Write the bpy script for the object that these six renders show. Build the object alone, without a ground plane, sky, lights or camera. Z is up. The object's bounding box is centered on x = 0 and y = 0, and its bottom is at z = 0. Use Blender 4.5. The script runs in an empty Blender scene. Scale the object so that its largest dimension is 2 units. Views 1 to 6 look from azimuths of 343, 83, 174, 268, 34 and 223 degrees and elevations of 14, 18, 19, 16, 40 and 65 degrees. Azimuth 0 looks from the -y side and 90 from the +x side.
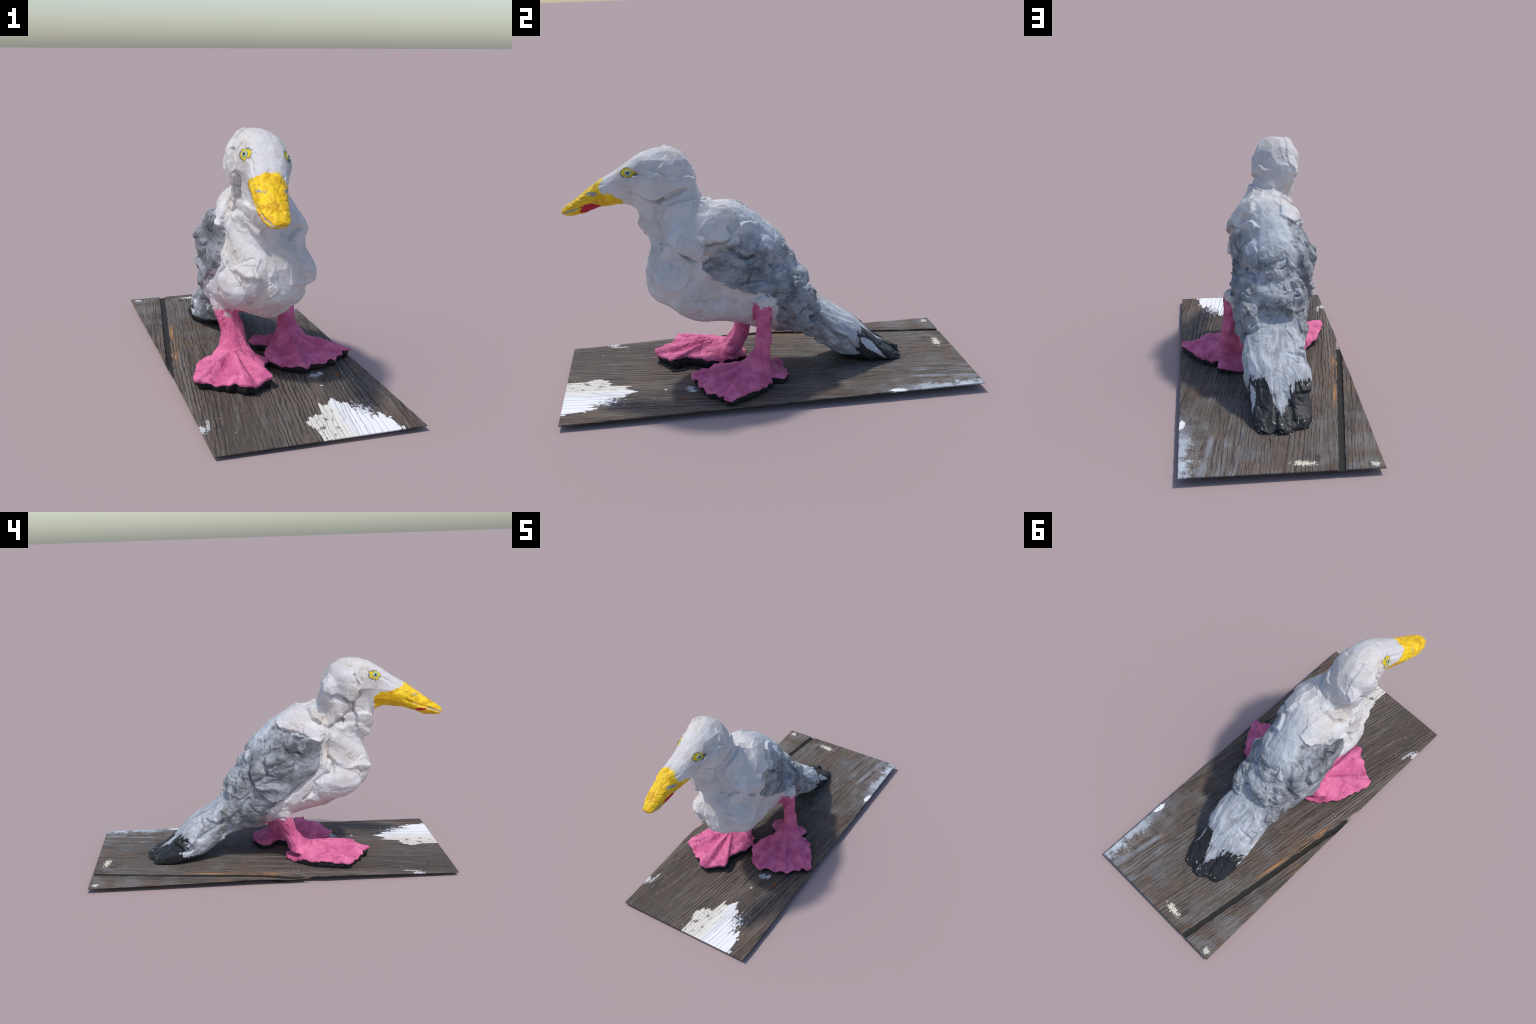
# A hand-modelled, painted clay seagull standing on a weathered plank.
import bpy, bmesh, math
import numpy as np
from mathutils import Vector

rng = np.random.default_rng(7)

# ------------------------------------------------------------------ helpers
def sstep(a, b, x):
    t = np.clip((x - a) / (b - a), 0.0, 1.0)
    return t * t * (3 - 2 * t)

def _hash(ix, iy, iz, seed):
    h = (ix * 374761393 + iy * 668265263 + iz * 2147483647 + seed * 974711) & 0xFFFFFFFF
    h = ((h ^ (h >> 13)) * 1274126177) & 0xFFFFFFFF
    return h ^ (h >> 16)

def noise3(p, scale, seed=0):
    """gradient noise, about -1..1"""
    q = np.asarray(p) / scale
    i = np.floor(q).astype(np.int64)
    f = q - i
    w = f * f * f * (f * (f * 6 - 15) + 10)
    out = np.zeros(len(q))
    for dx in (0, 1):
        for dy in (0, 1):
            for dz in (0, 1):
                h = _hash(i[:, 0] + dx, i[:, 1] + dy, i[:, 2] + dz, seed)
                g = np.stack([(h & 255) / 127.5 - 1, ((h >> 8) & 255) / 127.5 - 1, ((h >> 16) & 255) / 127.5 - 1], 1)
                d = f - np.array([dx, dy, dz])
                wt = np.abs(1 - dx - w[:, 0]) * np.abs(1 - dy - w[:, 1]) * np.abs(1 - dz - w[:, 2])
                out += wt * (g * d).sum(1)
    return out * 1.3

def pats(p, scale, edge, seed):
    """pats of clay: every Voronoi cell lies at a height of its own, with a rounded step to its neighbours"""
    q = np.asarray(p) / scale
    i = np.floor(q).astype(np.int64)
    best = [np.full(len(q), 9.0), np.full(len(q), 9.0)]; ids = [np.zeros(len(q)), np.zeros(len(q))]
    for dx in (-1, 0, 1):
        for dy in (-1, 0, 1):
            for dz in (-1, 0, 1):
                c = i + np.array([dx, dy, dz])
                h = _hash(c[:, 0], c[:, 1], c[:, 2], seed)
                pt = c + .2 + .6 * np.stack([(h & 255) / 255, ((h >> 8) & 255) / 255, ((h >> 16) & 255) / 255], 1)
                d = np.linalg.norm(pt - q, axis=1); r = ((h >> 20) & 1023) / 511.5 - 1
                first = d < best[0]; second = ~first & (d < best[1])
                best[1] = np.where(first, best[0], np.where(second, d, best[1])); ids[1] = np.where(first, ids[0], np.where(second, r, ids[1]))
                best[0] = np.where(first, d, best[0]); ids[0] = np.where(first, r, ids[0])
    gap = (best[1] - best[0]) * scale
    mean = (ids[0] + ids[1]) / 2
    return mean + (ids[0] - mean) * sstep(0, edge, gap), gap, best[0] * scale

def spline(pts, n, closed=False):
    """Catmull-Rom through the rows of pts, n samples a span"""
    P = np.array(pts, float); m = len(P); out = []
    spans = m if closed else m - 1
    for k in range(spans):
        if closed:
            a, b, c, d = P[(k - 1) % m], P[k], P[(k + 1) % m], P[(k + 2) % m]
        else:
            a, b, c, d = P[max(k - 1, 0)], P[k], P[k + 1], P[min(k + 2, m - 1)]
        for t in np.arange(n) / n:
            out.append(0.5 * (2 * b + (c - a) * t + (2 * a - 5 * b + 4 * c - d) * t * t + (3 * b - a - 3 * c + d) * t ** 3))
    if not closed:
        out.append(P[-1])
    return np.array(out)

def seg_dist(p, line, closed=False):
    """distance of the points p (n,k) to a polyline"""
    L = np.asarray(line)
    d = np.full(len(p), 9.0)
    for k in range(len(L) if closed else len(L) - 1):
        a, b = L[k], L[(k + 1) % len(L)]
        ab = b - a
        t = np.clip(((p - a) @ ab) / max(ab @ ab, 1e-12), 0, 1)
        d = np.minimum(d, np.linalg.norm(p - a - t[:, None] * ab, axis=1))
    return d

def inside(p, poly):
    r = np.zeros(len(p), bool)
    for k in range(len(poly)):
        (x0, y0), (x1, y1) = poly[k], poly[(k + 1) % len(poly)]
        c = (y0 > p[:, 1]) != (y1 > p[:, 1])
        r ^= c & (p[:, 0] < (x1 - x0) * (p[:, 1] - y0) / (y1 - y0 + 1e-12) + x0)
    return r

def mesh_from(verts, faces, name="part"):
    me = bpy.data.meshes.new(name)
    me.from_pydata([tuple(map(float, v)) for v in verts], [], [tuple(map(int, f)) for f in faces])
    me.update()
    return me

def loft(rings):
    """closed skin through a list of equal rings"""
    n = len(rings[0]); V = np.concatenate(rings); F = []
    for k in range(len(rings) - 1):
        for j in range(n):
            a, b = k * n + j, k * n + (j + 1) % n
            F.append((a, b, b + n, a + n))
    F.append(tuple(range(n))[::-1]); F.append(tuple(range((len(rings) - 1) * n, len(rings) * n)))
    return V, F

def blob(c, r, rot=(0, 0, 0), n=16):
    """ellipsoid"""
    from mathutils import Euler
    R = np.array(Euler([math.radians(a) for a in rot]).to_matrix())
    rings = []
    for u in np.linspace(0.02, math.pi - 0.02, n):
        rings.append(np.array([[math.sin(u) * math.cos(t), math.sin(u) * math.sin(t), math.cos(u)] for t in np.linspace(0, 2 * math.pi, 2 * n, endpoint=False)]) * r @ R.T + c)
    return loft(rings)

# --------------------------------------------------------------- trunk of the bird
# stations from beak tip to tail tip: back point (y, z), belly point (y, z), middle x, half width, squareness
TRUNK = [   # then how much the section narrows towards the belly on the +x and on the -x side, and the lean of the keel
    (-.957, .872, -.957, .848, -.170, .030, 2.2, .0, .0, 0),
    (-.915, .905, -.915, .842, -.167, .050, 2.4, .0, .0, 0),
    (-.850, .952, -.850, .847, -.163, .062, 2.4, .0, .0, 0),
    (-.765, 1.015, -.770, .876, -.152, .072, 2.3, .0, .0, 0),
    (-.690, 1.058, -.705, .890, -.136, .080, 2.3, .1, .1, 0),
    (-.615, 1.112, -.645, .887, -.118, .096, 2.4, .3, .2, 0),
    (-.530, 1.154, -.590, .850, -.113, .116, 2.4, .38, .30, .0),
    (-.430, 1.167, -.588, .800, -.113, .127, 2.3, .42, .40, .0),
    (-.350, 1.132, -.578, .765, -.114, .127, 2.2, .36, .40, .0),
    (-.312, 1.077, -.563, .730, -.108, .127, 2.1, .30, .38, .0),
    (-.297, 1.005, -.550, .700, -.094, .130, 2.1, .25, .35, .01),
    (-.277, .938, -.545, .675, -.070, .138, 2.1, .20, .28, .01),
    (-.225, .903, -.563, .630, -.050, .155, 2.1, .14, .15, .02),
    (-.120, .893, -.577, .565, -.060, .175, 2.1, .10, .05, .03),
    (-.025, .838, -.560, .452, -.066, .188, 2.1, .10, .0, .05),
    (.078, .752, -.458, .366, -.070, .194, 2.1, .12, .0, .06),
    (.135, .670, -.340, .300, -.069, .195, 2.1, .14, .0, .06),
    (.169, .586, -.220, .278, -.064, .194, 2.1, .14, .0, .04),
    (.220, .511, -.070, .252, -.053, .187, 2.1, .15, .0, .01),
    (.243, .435, .050, .212, -.048, .178, 2.2, .15, .1, .0),
    (.295, .362, .160, .185, -.036, .165, 2.2, .15, .15, .0),
    (.385, .302, .245, .145, -.032, .164, 2.3, .1, .15, .0),
    (.460, .252, .315, .095, -.036, .160, 2.4, .0, .1, .0),
    (.520, .195, .400, .035, -.045, .143, 2.5, .0, .05, .0),
    (.600, .122, .510, .015, -.052, .138, 2.5, .0, .0, .0),
    (.665, .082, .600, .012, -.050, .115, 2.4, .0, .0, .0),
]
HEAD_YAW = math.radians(9)

def ring(st, n=48):
    dy, dz, vy, vz, xc, hw, ex, narrow, narrow_left, lean = st
    top, bot = np.array([xc, dy, dz]), np.array([xc + lean, vy, vz])
    mid, up = (top + bot) / 2, (top - bot) / 2
    w = sstep(-.25, -.5, dy) * sstep(.6, .8, vz)
    lat = np.array([math.cos(HEAD_YAW * w), -math.sin(HEAD_YAW * w), 0])
    out = []
    for t in np.linspace(0, 2 * math.pi, n, endpoint=False):
        c, s = math.cos(t), math.sin(t)
        e = 2 / ex
        out.append(mid + lat * hw * (1 - (narrow if c > 0 else narrow_left) * max(0, -s) ** .8) * math.copysign(abs(c) ** e, c) + up * math.copysign(abs(s) ** e, s))
    return np.array(out)

trunk_samples = spline(TRUNK, 5)
solids = [loft([ring(s) for s in trunk_samples])]

# lumps of clay pressed onto the trunk: centre, radii, tilt
LUMPS = [
    ((-.110, -.45, 1.048), (.125, .130, .112), (0, 0, 0)),      # skull
    ((-.152, -.345, .99), (.080, .062, .100), (0, 0, 0)),       # nape, -x side
    ((-.085, -.545, .800), (.050, .052, .058), (0, 0, 0)),      # throat lump
    ((.058, -.432, .555), (.106, .112, .112), (0, 0, 0)),       # breast, +x side
    ((.060, -.35, .455), (.092, .125, .095), (0, 0, 0)),        # belly, +x side
    ((-.150, -.36, .485), (.088, .15, .100), (0, 0, 0)),        # belly, -x side
    ((-.112, -.46, .55), (.078, .110, .112), (0, 0, 0)),        # breast, -x side
    ((.066, -.30, .705), (.100, .12, .078), (-25, 0, 0)),       # shoulder, +x side
    ((-.160, -.04, .61), (.097, .19, .120), (-48, 0, 0)),       # wing, -x side
    ((-.05, .15, .47), (.165, .080, .085), (-45, 0, 0)),        # rump roll
    ((.060, .19, .39), (.062, .070, .085), (-30, 0, 0)),        # knob over the thigh
    ((-.150, .20, .32), (.062, .11, .075), (-25, 0, 0)),        # lower thigh, -x side
    ((-.155, .09, .37), (.060, .11, .085), (-30, 0, 0)),        # left thigh pad
    ((-.04, -.04, .31), (.130, .12, .065), (-15, 0, 0)),        # vent
    ((.036, .600, .066), (.060, .125, .038), (-24, 0, 3)),      # tail tip, three lobes pressed together
    ((-.050, .630, .062), (.058, .100, .036), (-22, 0, 0)),
    ((-.128, .590, .068), (.060, .105, .040), (-24, 0, -8)),
]
solids += [blob(np.array(c), np.array(r), rot) for c, r, rot in LUMPS]

# ----------------------------------------------------------------- legs
def tube(stations, n=28, per=5):
    S = spline(stations, per); rings = []
    for x, y, z, hx, hy in S:
        rings.append(np.array([[x + hx * math.cos(t), y + hy * math.sin(t), z] for t in np.linspace(0, 2 * math.pi, n, endpoint=False)]))
    return loft(rings)

RIGHT_LEG = [(.125, -.022, .45, .060, .060), (.155, -.022, .40, .054, .056), (.165, -.024, .32, .048, .048), (.172, -.026, .25, .045, .045),
             (.175, -.034, .205, .043, .037), (.176, -.046, .165, .052, .052), (.180, -.075, .125, .075, .075), (.185, -.10, .09, .11, .11)]
LEFT_LEG = [(-.150, -.055, .36, .055, .060), (-.155, -.070, .29, .056, .061), (-.130, -.090, .235, .060, .052), (-.120, -.105, .195, .061, .047),
            (-.121, -.125, .155, .062, .058), (-.126, -.155, .12, .075, .065), (-.140, -.21, .085, .11, .11)]
solids += [tube(RIGHT_LEG), tube(LEFT_LEG)]

# ----------------------------------------------------------------- webbed feet
RIGHT_FOOT = [(.002, -.225), (.045, -.305), (.093, -.358), (.144, -.388), (.20, -.358), (.285, -.350), (.335, -.305), (.392, -.255),
              (.430, -.236), (.405, -.150), (.350, -.080), (.292, -.010), (.238, .005), (.247, .060), (.192, .092), (.130, .098),
              (.055, .075), (.005, .045), (.020, -.010), (.070, -.050), (.035, -.130)]
LEFT_FOOT = [(-.033, -.475), (-.10, -.520), (-.170, -.565), (-.210, -.520), (-.262, -.500), (-.317, -.455), (-.376, -.420), (-.345, -.300),
             (-.308, -.205), (-.250, -.135), (-.210, -.110), (-.160, -.085), (-.105, -.088), (-.060, -.130), (-.010, -.185), (.009, -.262),
             (-.042, -.355), (-.055, -.41)]

def foot_edge_height(x, y, left):
    z = .076 - .004 * left + .016 * noise3(np.stack([x, y, 0 * x], 1), .09, 5 + left)
    return z + (.012 if left else -.012 * sstep(-.05, .05, y) ) - (.03 * sstep(-.2, -.1, y) if left else 0)

TOES = {0: [(.43, -.236), (.300, -.345), (.144, -.388)], 1: [(-.376, -.42), (-.19, -.555), (-.035, -.475)]}
def foot(contour, centre, left):
    C = spline(contour, 8, True)
    ang = np.arange(len(C))
    rag = noise3(np.stack([C[:, 0], C[:, 1], 0 * ang], 1), .026, 3 + left) * .018 + noise3(np.stack([C[:, 0], C[:, 1], 0 * ang], 1), .012, 6 + left) * .007
    out = C - centre
    C = C + out / np.linalg.norm(out, axis=1)[:, None] * rag[:, None]
    ez = foot_edge_height(C[:, 0], C[:, 1], left)
    az = np.arctan2(*(C - centre).T[::-1])
    toe = np.zeros(len(C))
    for tip in TOES[left]:
        ta = math.atan2(tip[1] - centre[1], tip[0] - centre[0])
        d = (az - ta + math.pi) % (2 * math.pi) - math.pi
        toe += np.exp(-(d / .17) ** 2)
    front = sstep(-.05, -.15, C[:, 1] - centre[1])
    ez = ez + front * (.010 * toe - .006 + .013 * noise3(np.column_stack([C, 0 * ang]), .035, 77))
    rows, rr = [], np.linspace(1, .08, 12)
    up = .060 if left else .068
    top = []
    for r in rr:
        P = centre + (C - centre) * r
        pleat = np.sin(ang * 2 * math.pi / len(C) * 17 + 2.5 * noise3(np.column_stack([C, 0 * ang]), .08, 9)) * .005 * r * sstep(.2, .9, r)
        z = ez + up * (1 - r) ** 1.15 + .3 * pleat + front * (.016 * toe - .008) * sstep(0, .5, r) * sstep(1.1, .7, r) + .010 * noise3(np.column_stack([P, 0 * ang]), .09, 8 + left) * sstep(.2, .7, r)
        top.append(np.column_stack([P, z]))
    bottom = [np.column_stack([centre + (C - centre) * r, ez - .014 + .3 * up * (1 - r)]) for r in rr]
    return loft(top[::-1] + bottom), C, ez

FOOT_R = foot(RIGHT_FOOT, np.array([.175, -.085]), 0)
FOOT_L = foot(LEFT_FOOT, np.array([-.15, -.235]), 1)
solids += [FOOT_R[0], FOOT_L[0]]

# ------------------------------------------------------- one skin around all of it
V = []; F = []; off = 0
for v, f in solids:
    V.append(v); F += [tuple(i + off for i in q) for q in f]; off += len(v)
raw = bpy.data.objects.new("raw", mesh_from(np.concatenate(V), F))
bpy.context.scene.collection.objects.link(raw)
bm = bmesh.new(); bm.from_mesh(raw.data); bmesh.ops.recalc_face_normals(bm, faces=bm.faces); bm.to_mesh(raw.data); bm.free()
VOX = .0046
mod = raw.modifiers.new("skin", "REMESH"); mod.mode = "VOXEL"; mod.voxel_size = VOX; mod.adaptivity = 0
dg = bpy.context.evaluated_depsgraph_get()
skin = bpy.data.meshes.new_from_object(raw.evaluated_get(dg))
bpy.data.objects.remove(raw)
nv = len(skin.vertices)
P = np.empty(nv * 3); skin.vertices.foreach_get("co", P); P = P.reshape(-1, 3)
ne = len(skin.edges)
E = np.empty(ne * 2, np.int64); skin.edges.foreach_get("vertices", E); E = E.reshape(-1, 2)
nf = len(skin.polygons)
Q = np.array([tuple(p.vertices) for p in skin.polygons if len(p.vertices) == 4])

def relax(P, w, times):
    for _ in range(times):
        s = np.stack([np.bincount(E.ravel(), P[E[:, ::-1].ravel(), k], len(P)) for k in range(3)], 1)
        c = np.bincount(E.ravel(), minlength=len(P))
        P = P + (s / np.maximum(c, 1)[:, None] - P) * np.asarray(w).reshape(-1, 1)
    return P

def vnormals(P):
    n = np.cross(P[Q[:, 2]] - P[Q[:, 0]], P[Q[:, 3]] - P[Q[:, 1]])
    N = np.zeros_like(P)
    for k in range(4):
        np.add.at(N, Q[:, k], n)
    return N / np.maximum(np.linalg.norm(N, axis=1), 1e-12)[:, None]

is_foot = sstep(.13, .09, P[:, 2]) * sstep(.2, .1, P[:, 1])
P = relax(P, .5 * (1 - is_foot), 14)
P = relax(P, .3, 5)
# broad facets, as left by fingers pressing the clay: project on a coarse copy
low = skin.copy(); low.vertices.foreach_set("co", P.ravel()); low.update()
lo = bpy.data.objects.new("low", low); bpy.context.scene.collection.objects.link(lo)
dm = lo.modifiers.new("coarse", "DECIMATE"); dm.ratio = 2300 / (2 * len(Q))
dg = bpy.context.evaluated_depsgraph_get()
from mathutils.bvhtree import BVHTree
lob = bpy.data.meshes.new_from_object(lo.evaluated_get(dg))
bpy.data.objects.remove(lo)
tree = BVHTree.FromPolygons([tuple(v.co) for v in lob.vertices], [tuple(f.vertices) for f in lob.polygons])
near = np.array([tuple(tree.find_nearest(Vector(p))[0]) for p in P])
P = P + (near - P) * (.95 * (1 - .6 * is_foot))[:, None]
N = vnormals(P)
if (N * (P - P.mean(0))).sum() < 0:
    N = -N

# ------------------------------------------------------------- clay relief
RIGHT, LEFT, BOTH = 1, -1, 0
# slabs of clay laid over one another, outlines in (y, z): side, height, softness, points
SLABS = [
    (RIGHT, .016, .007, [(-.11, .84), (-.16, .81), (-.15, .76), (-.19, .735), (-.27, .74), (-.285, .71), (-.325, .66), (-.37, .68), (-.44, .73), (-.46, .80), (-.44, .90), (-.25, .92)]),
    (RIGHT, .010, .009, [(-.44, .735), (-.39, .68), (-.345, .635), (-.35, .58), (-.38, .535), (-.43, .505), (-.50, .50), (-.60, .53), (-.60, .66), (-.53, .69)]),
    (RIGHT, .013, .008, [(-.18, .72), (-.15, .70), (-.09, .648), (-.04, .67), (-.035, .71), (-.02, .79), (-.10, .80)]),
    (RIGHT, .012, .009, [(-.29, .63), (-.22, .69), (-.15, .675), (-.085, .63), (-.08, .58), (-.09, .54), (-.14, .50), (-.20, .52), (-.26, .565)]),
    (RIGHT, .010, .006, [(-.13, .525), (-.08, .535), (.0, .53), (.03, .50), (-.04, .475), (-.12, .485)]),
    (RIGHT, .008, .006, [(-.085, .61), (-.02, .63), (.03, .60), (.02, .56), (-.08, .555)]),
    (RIGHT, .010, .006, [(.04, .545), (.12, .56), (.17, .50), (.13, .46), (.05, .47)]),
    (RIGHT, .010, .006, [(-.60, .955), (-.50, .93), (-.44, .955), (-.36, .985), (-.30, 1.02), (-.36, 1.03), (-.47, 1.05), (-.58, 1.05), (-.64, 1.0)]),
    (RIGHT, .011, .006, [(.18, .47), (.25, .44), (.275, .39), (.27, .355), (.235, .335), (.20, .30), (.12, .33), (.10, .42)]),
    (RIGHT, .012, .007, [(.215, .345), (.27, .315), (.305, .265), (.36, .215), (.42, .17), (.56, .02), (.72, .1), (.40, .40), (.28, .40)]),
    (LEFT, .014, .007, [(-.05, .85), (-.07, .80), (-.19, .77), (-.28, .72), (-.31, .80), (-.28, .87), (-.15, .92)]),
    (LEFT, .016, .008, [(-.285, .72), (-.28, .65), (-.27, .57), (-.22, .525), (-.15, .48), (-.08, .42), (.02, .42), (.10, .55), (.05, .72), (-.10, .77), (-.19, .76)]),
    (LEFT, .012, .016, [(-.34, .79), (-.34, .74), (-.325, .68), (-.33, .62), (-.40, .58), (-.60, .56), (-.60, .70), (-.50, .80)]),
    (LEFT, .014, .016, [(-.32, .545), (-.26, .50), (-.23, .44), (-.20, .395), (-.30, .37), (-.45, .38), (-.60, .47), (-.57, .57), (-.42, .58)]),
    (LEFT, .014, .006, [(-.47, 1.09), (-.485, 1.03), (-.495, .99), (-.47, .93), (-.40, .955), (-.35, .965), (-.30, .985), (-.26, 1.1), (-.4, 1.2)]),
    (LEFT, .012, .005, [(-.49, .78), (-.485, .84), (-.52, .86), (-.57, .86), (-.61, .82), (-.59, .76), (-.54, .73)]),
    (LEFT, .012, .005, [(-.215, .885), (-.24, .85), (-.29, .825), (-.30, .845), (-.26, .885), (-.235, .90)]),
    (LEFT, .010, .006, [(.12, .56), (.18, .57), (.24, .52), (.25, .45), (.19, .42), (.12, .46)]),
    (LEFT, .012, .006, [(.22, .40), (.30, .37), (.37, .30), (.30, .275), (.27, .30), (.21, .33)]),
    (LEFT, .012, .006, [(.38, .315), (.37, .26), (.42, .19), (.47, .13), (.53, .15), (.56, .19), (.47, .29)]),
]
# cracks and finger-nail grooves, (y, z): side, width, depth, points
GROOVES = [
    (RIGHT, .008, .012, [(-.35, .975), (-.41, .955), (-.46, .930), (-.495, .915), (-.57, .94), (-.62, .955)]),
    (RIGHT, .011, .020, [(-.468, .932), (-.487, .915)]),
    (RIGHT, .010, .010, [(-.50, .88), (-.512, .84), (-.495, .80), (-.49, .76), (-.50, .71)]),
    (RIGHT, .010, .008, [(-.58, 1.055), (-.52, 1.045), (-.47, 1.035), (-.42, 1.025), (-.37, 1.02)]),
    (RIGHT, .012, .007, [(-.52, 1.085), (-.48, 1.075), (-.45, 1.06)]),
    (RIGHT, .006, .010, [(-.49, .72), (-.44, .735), (-.39, .685), (-.33, .655)]),
    (RIGHT, .007, .010, [(-.35, .62), (-.36, .56), (-.42, .51), (-.50, .50)]),
    (RIGHT, .008, .014, [(-.29, .735), (-.27, .74), (-.19, .735), (-.155, .755), (-.165, .80)]),
    (RIGHT, .007, .014, [(-.18, .715), (-.13, .68), (-.09, .648), (-.05, .66)]),
    (RIGHT, .005, .010, [(-.085, .63), (-.08, .58), (-.09, .54), (-.13, .52)]),
    (RIGHT, .005, .009, [(-.05, .66), (-.02, .64), (.00, .60), (.04, .60), (.05, .56)]),
    (RIGHT, .005, .009, [(-.08, .60), (-.03, .595), (-.02, .57)]),
    (RIGHT, .005, .008, [(.05, .58), (.10, .59), (.13, .54), (.17, .52)]),
    (RIGHT, .005, .008, [(-.12, .525), (-.05, .535), (.02, .535), (.05, .52)]),
    (RIGHT, .010, .012, [(.225, .45), (.268, .40), (.272, .36), (.24, .34), (.225, .30)]),
    (RIGHT, .010, .015, [(.215, .33), (.275, .298), (.305, .26), (.35, .215), (.39, .195)]),
    (RIGHT, .012, .015, [(.02, .40), (.06, .395), (.10, .37), (.13, .33)]),
    (RIGHT, .008, .007, [(-.25, .42), (-.20, .45), (-.14, .41)]),
    (RIGHT, .008, .006, [(-.40, .46), (-.32, .44), (-.25, .43)]),
    (LEFT, .007, .014, [(-.47, 1.085), (-.485, 1.03), (-.49, .995), (-.505, .96), (-.485, .92), (-.475, .87), (-.485, .83), (-.487, .78)]),
    (LEFT, .008, .016, [(-.305, .985), (-.345, .96), (-.375, .968), (-.41, .945), (-.45, .925), (-.475, .91)]),
    (LEFT, .013, .028, [(-.385, .825), (-.40, .818)]),
    (LEFT, .009, .012, [(-.47, .87), (-.42, .86), (-.39, .83), (-.34, .80), (-.31, .81)]),
    (LEFT, .008, .012, [(-.345, .80), (-.335, .75), (-.32, .68), (-.33, .62)]),
    (LEFT, .010, .018, [(-.31, .54), (-.345, .55), (-.352, .60), (-.335, .63)]),
    (LEFT, .009, .018, [(-.30, .53), (-.26, .50), (-.25, .47), (-.23, .43), (-.19, .40)]),
    (LEFT, .010, .012, [(-.285, .72), (-.282, .65), (-.27, .57), (-.22, .525), (-.15, .475), (-.08, .415)]),
    (LEFT, .007, .014, [(-.215, .89), (-.24, .85), (-.285, .822), (-.30, .84)]),
    (LEFT, .006, .007, [(-.06, .77), (-.10, .68), (-.17, .66), (-.14, .60)]),
    (LEFT, .006, .007, [(-.16, .67), (-.12, .57), (-.10, .48)]),
    (LEFT, .009, .010, [(.00, .70), (.04, .62), (.02, .56), (.10, .50)]),
    (LEFT, .008, .010, [(.12, .42), (.17, .38), (.19, .30)]),
    (LEFT, .012, .018, [(.29, .275), (.35, .235), (.40, .185)]),
    (LEFT, .008, .012, [(.40, .30), (.385, .26), (.41, .23)]),
    (LEFT, .007, .010, [(.50, .17), (.46, .155), (.44, .12), (.50, .11)]),
    (LEFT, .008, .008, [(-.57, 1.09), (-.53, 1.115), (-.50, 1.09), (-.51, 1.05)]),
    (LEFT, .010, .007, [(-.63, 1.06), (-.67, 1.03), (-.72, 1.00)]),
]
# grooves seen from above or all round, full (x, y, z)
GROOVES3 = [
    (.010, .012, [(-.23, -.30, .93), (-.15, -.28, .925), (-.07, -.275, .92), (.02, -.28, .93), (.05, -.32, .95)]),
    (.008, .010, [(-.15, .10, .71), (-.10, .13, .67), (-.03, .14, .66), (.03, .13, .67)]),
    (.008, .012, [(-.12, .17, .60), (-.07, .19, .57), (-.02, .22, .53), (.04, .22, .53)]),
    (.010, .012, [(-.20, .25, .42), (-.12, .27, .40), (-.03, .265, .42), (.05, .27, .41), (.13, .27, .40)]),
    (.006, .010, [(-.03, .14, .66), (-.04, .19, .58), (-.09, .22, .52)]),
    (.007, .010, [(.09, .08, .70), (.10, .14, .62), (.09, .20, .53)]),
    (.008, .012, [(-.09, .50, .235), (-.05, .545, .19), (.00, .52, .215)]),
    (.009, .015, [(-.045, .545, .185), (-.075, .60, .13), (-.09, .67, .08)]),
    (.007, .012, [(.00, .56, .16), (-.005, .62, .11), (.00, .68, .07)]),
    (.006, .008, [(-.20, -.55, 1.10), (-.14, -.55, 1.13), (-.10, -.52, 1.15)]),
    (.008, .008, [(-.23, -.66, .96), (-.20, -.72, 1.00), (-.15, -.74, 1.02), (-.09, -.745, 1.0)]),
]

side_w = {RIGHT: sstep(.0, .60, N[:, 0]), LEFT: sstep(.0, .60, -N[:, 0])}
yz = P[:, 1:3]
wob = np.stack([noise3(P, .05, 31), noise3(P, .05, 32)], 1) * .010 + np.stack([noise3(P, .018, 33), noise3(P, .018, 34)], 1) * .005
D = np.zeros(nv)
leg = sstep(.30, .22, P[:, 2]) * sstep(.12, .06, P[:, 1])              # legs and feet: calmer relief
grey = np.clip(sstep(-.30, -.12, P[:, 1] + .25 * (P[:, 2] - .62)) * (1 - leg) * sstep(.88, .78, P[:, 2]), 0, 1)
for side, h, soft, pts in SLABS:
    poly = spline(pts, 4, True)
    near = (yz[:, 0] > poly[:, 0].min() - .05) & (yz[:, 0] < poly[:, 0].max() + .05) & (yz[:, 1] > poly[:, 1].min() - .05) & (yz[:, 1] < poly[:, 1].max() + .05)
    idx = np.where(near & (side_w[side] > 0) & (leg < .6))[0]
    q = yz[idx] + wob[idx]
    soft = soft * (.7 if side == RIGHT else .9)
    sd = seg_dist(q, poly, True) * np.where(inside(q, poly), 1, -1)
    plateau = sstep(-soft, soft, sd) * (.55 + .45 * np.exp(-np.maximum(sd, 0) / .05))
    D[idx] += h * (1.5 if side == RIGHT else 1.2) * plateau * side_w[side][idx]
for side, w, d, pts in GROOVES:
    line = spline(pts, 4)
    idx = np.where(side_w[side] > 0)[0]
    dist = seg_dist(yz[idx] + wob[idx] * .8, line)
    D[idx] -= 1.35 * d * np.exp(-(dist / w) ** 2) * side_w[side][idx]
for w, d, pts in GROOVES3:
    line = spline(pts, 4)
    dist = seg_dist(P + .5 * wob[:, [0, 1, 0]], line)
    D -= d * np.exp(-(dist / w) ** 2)
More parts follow.
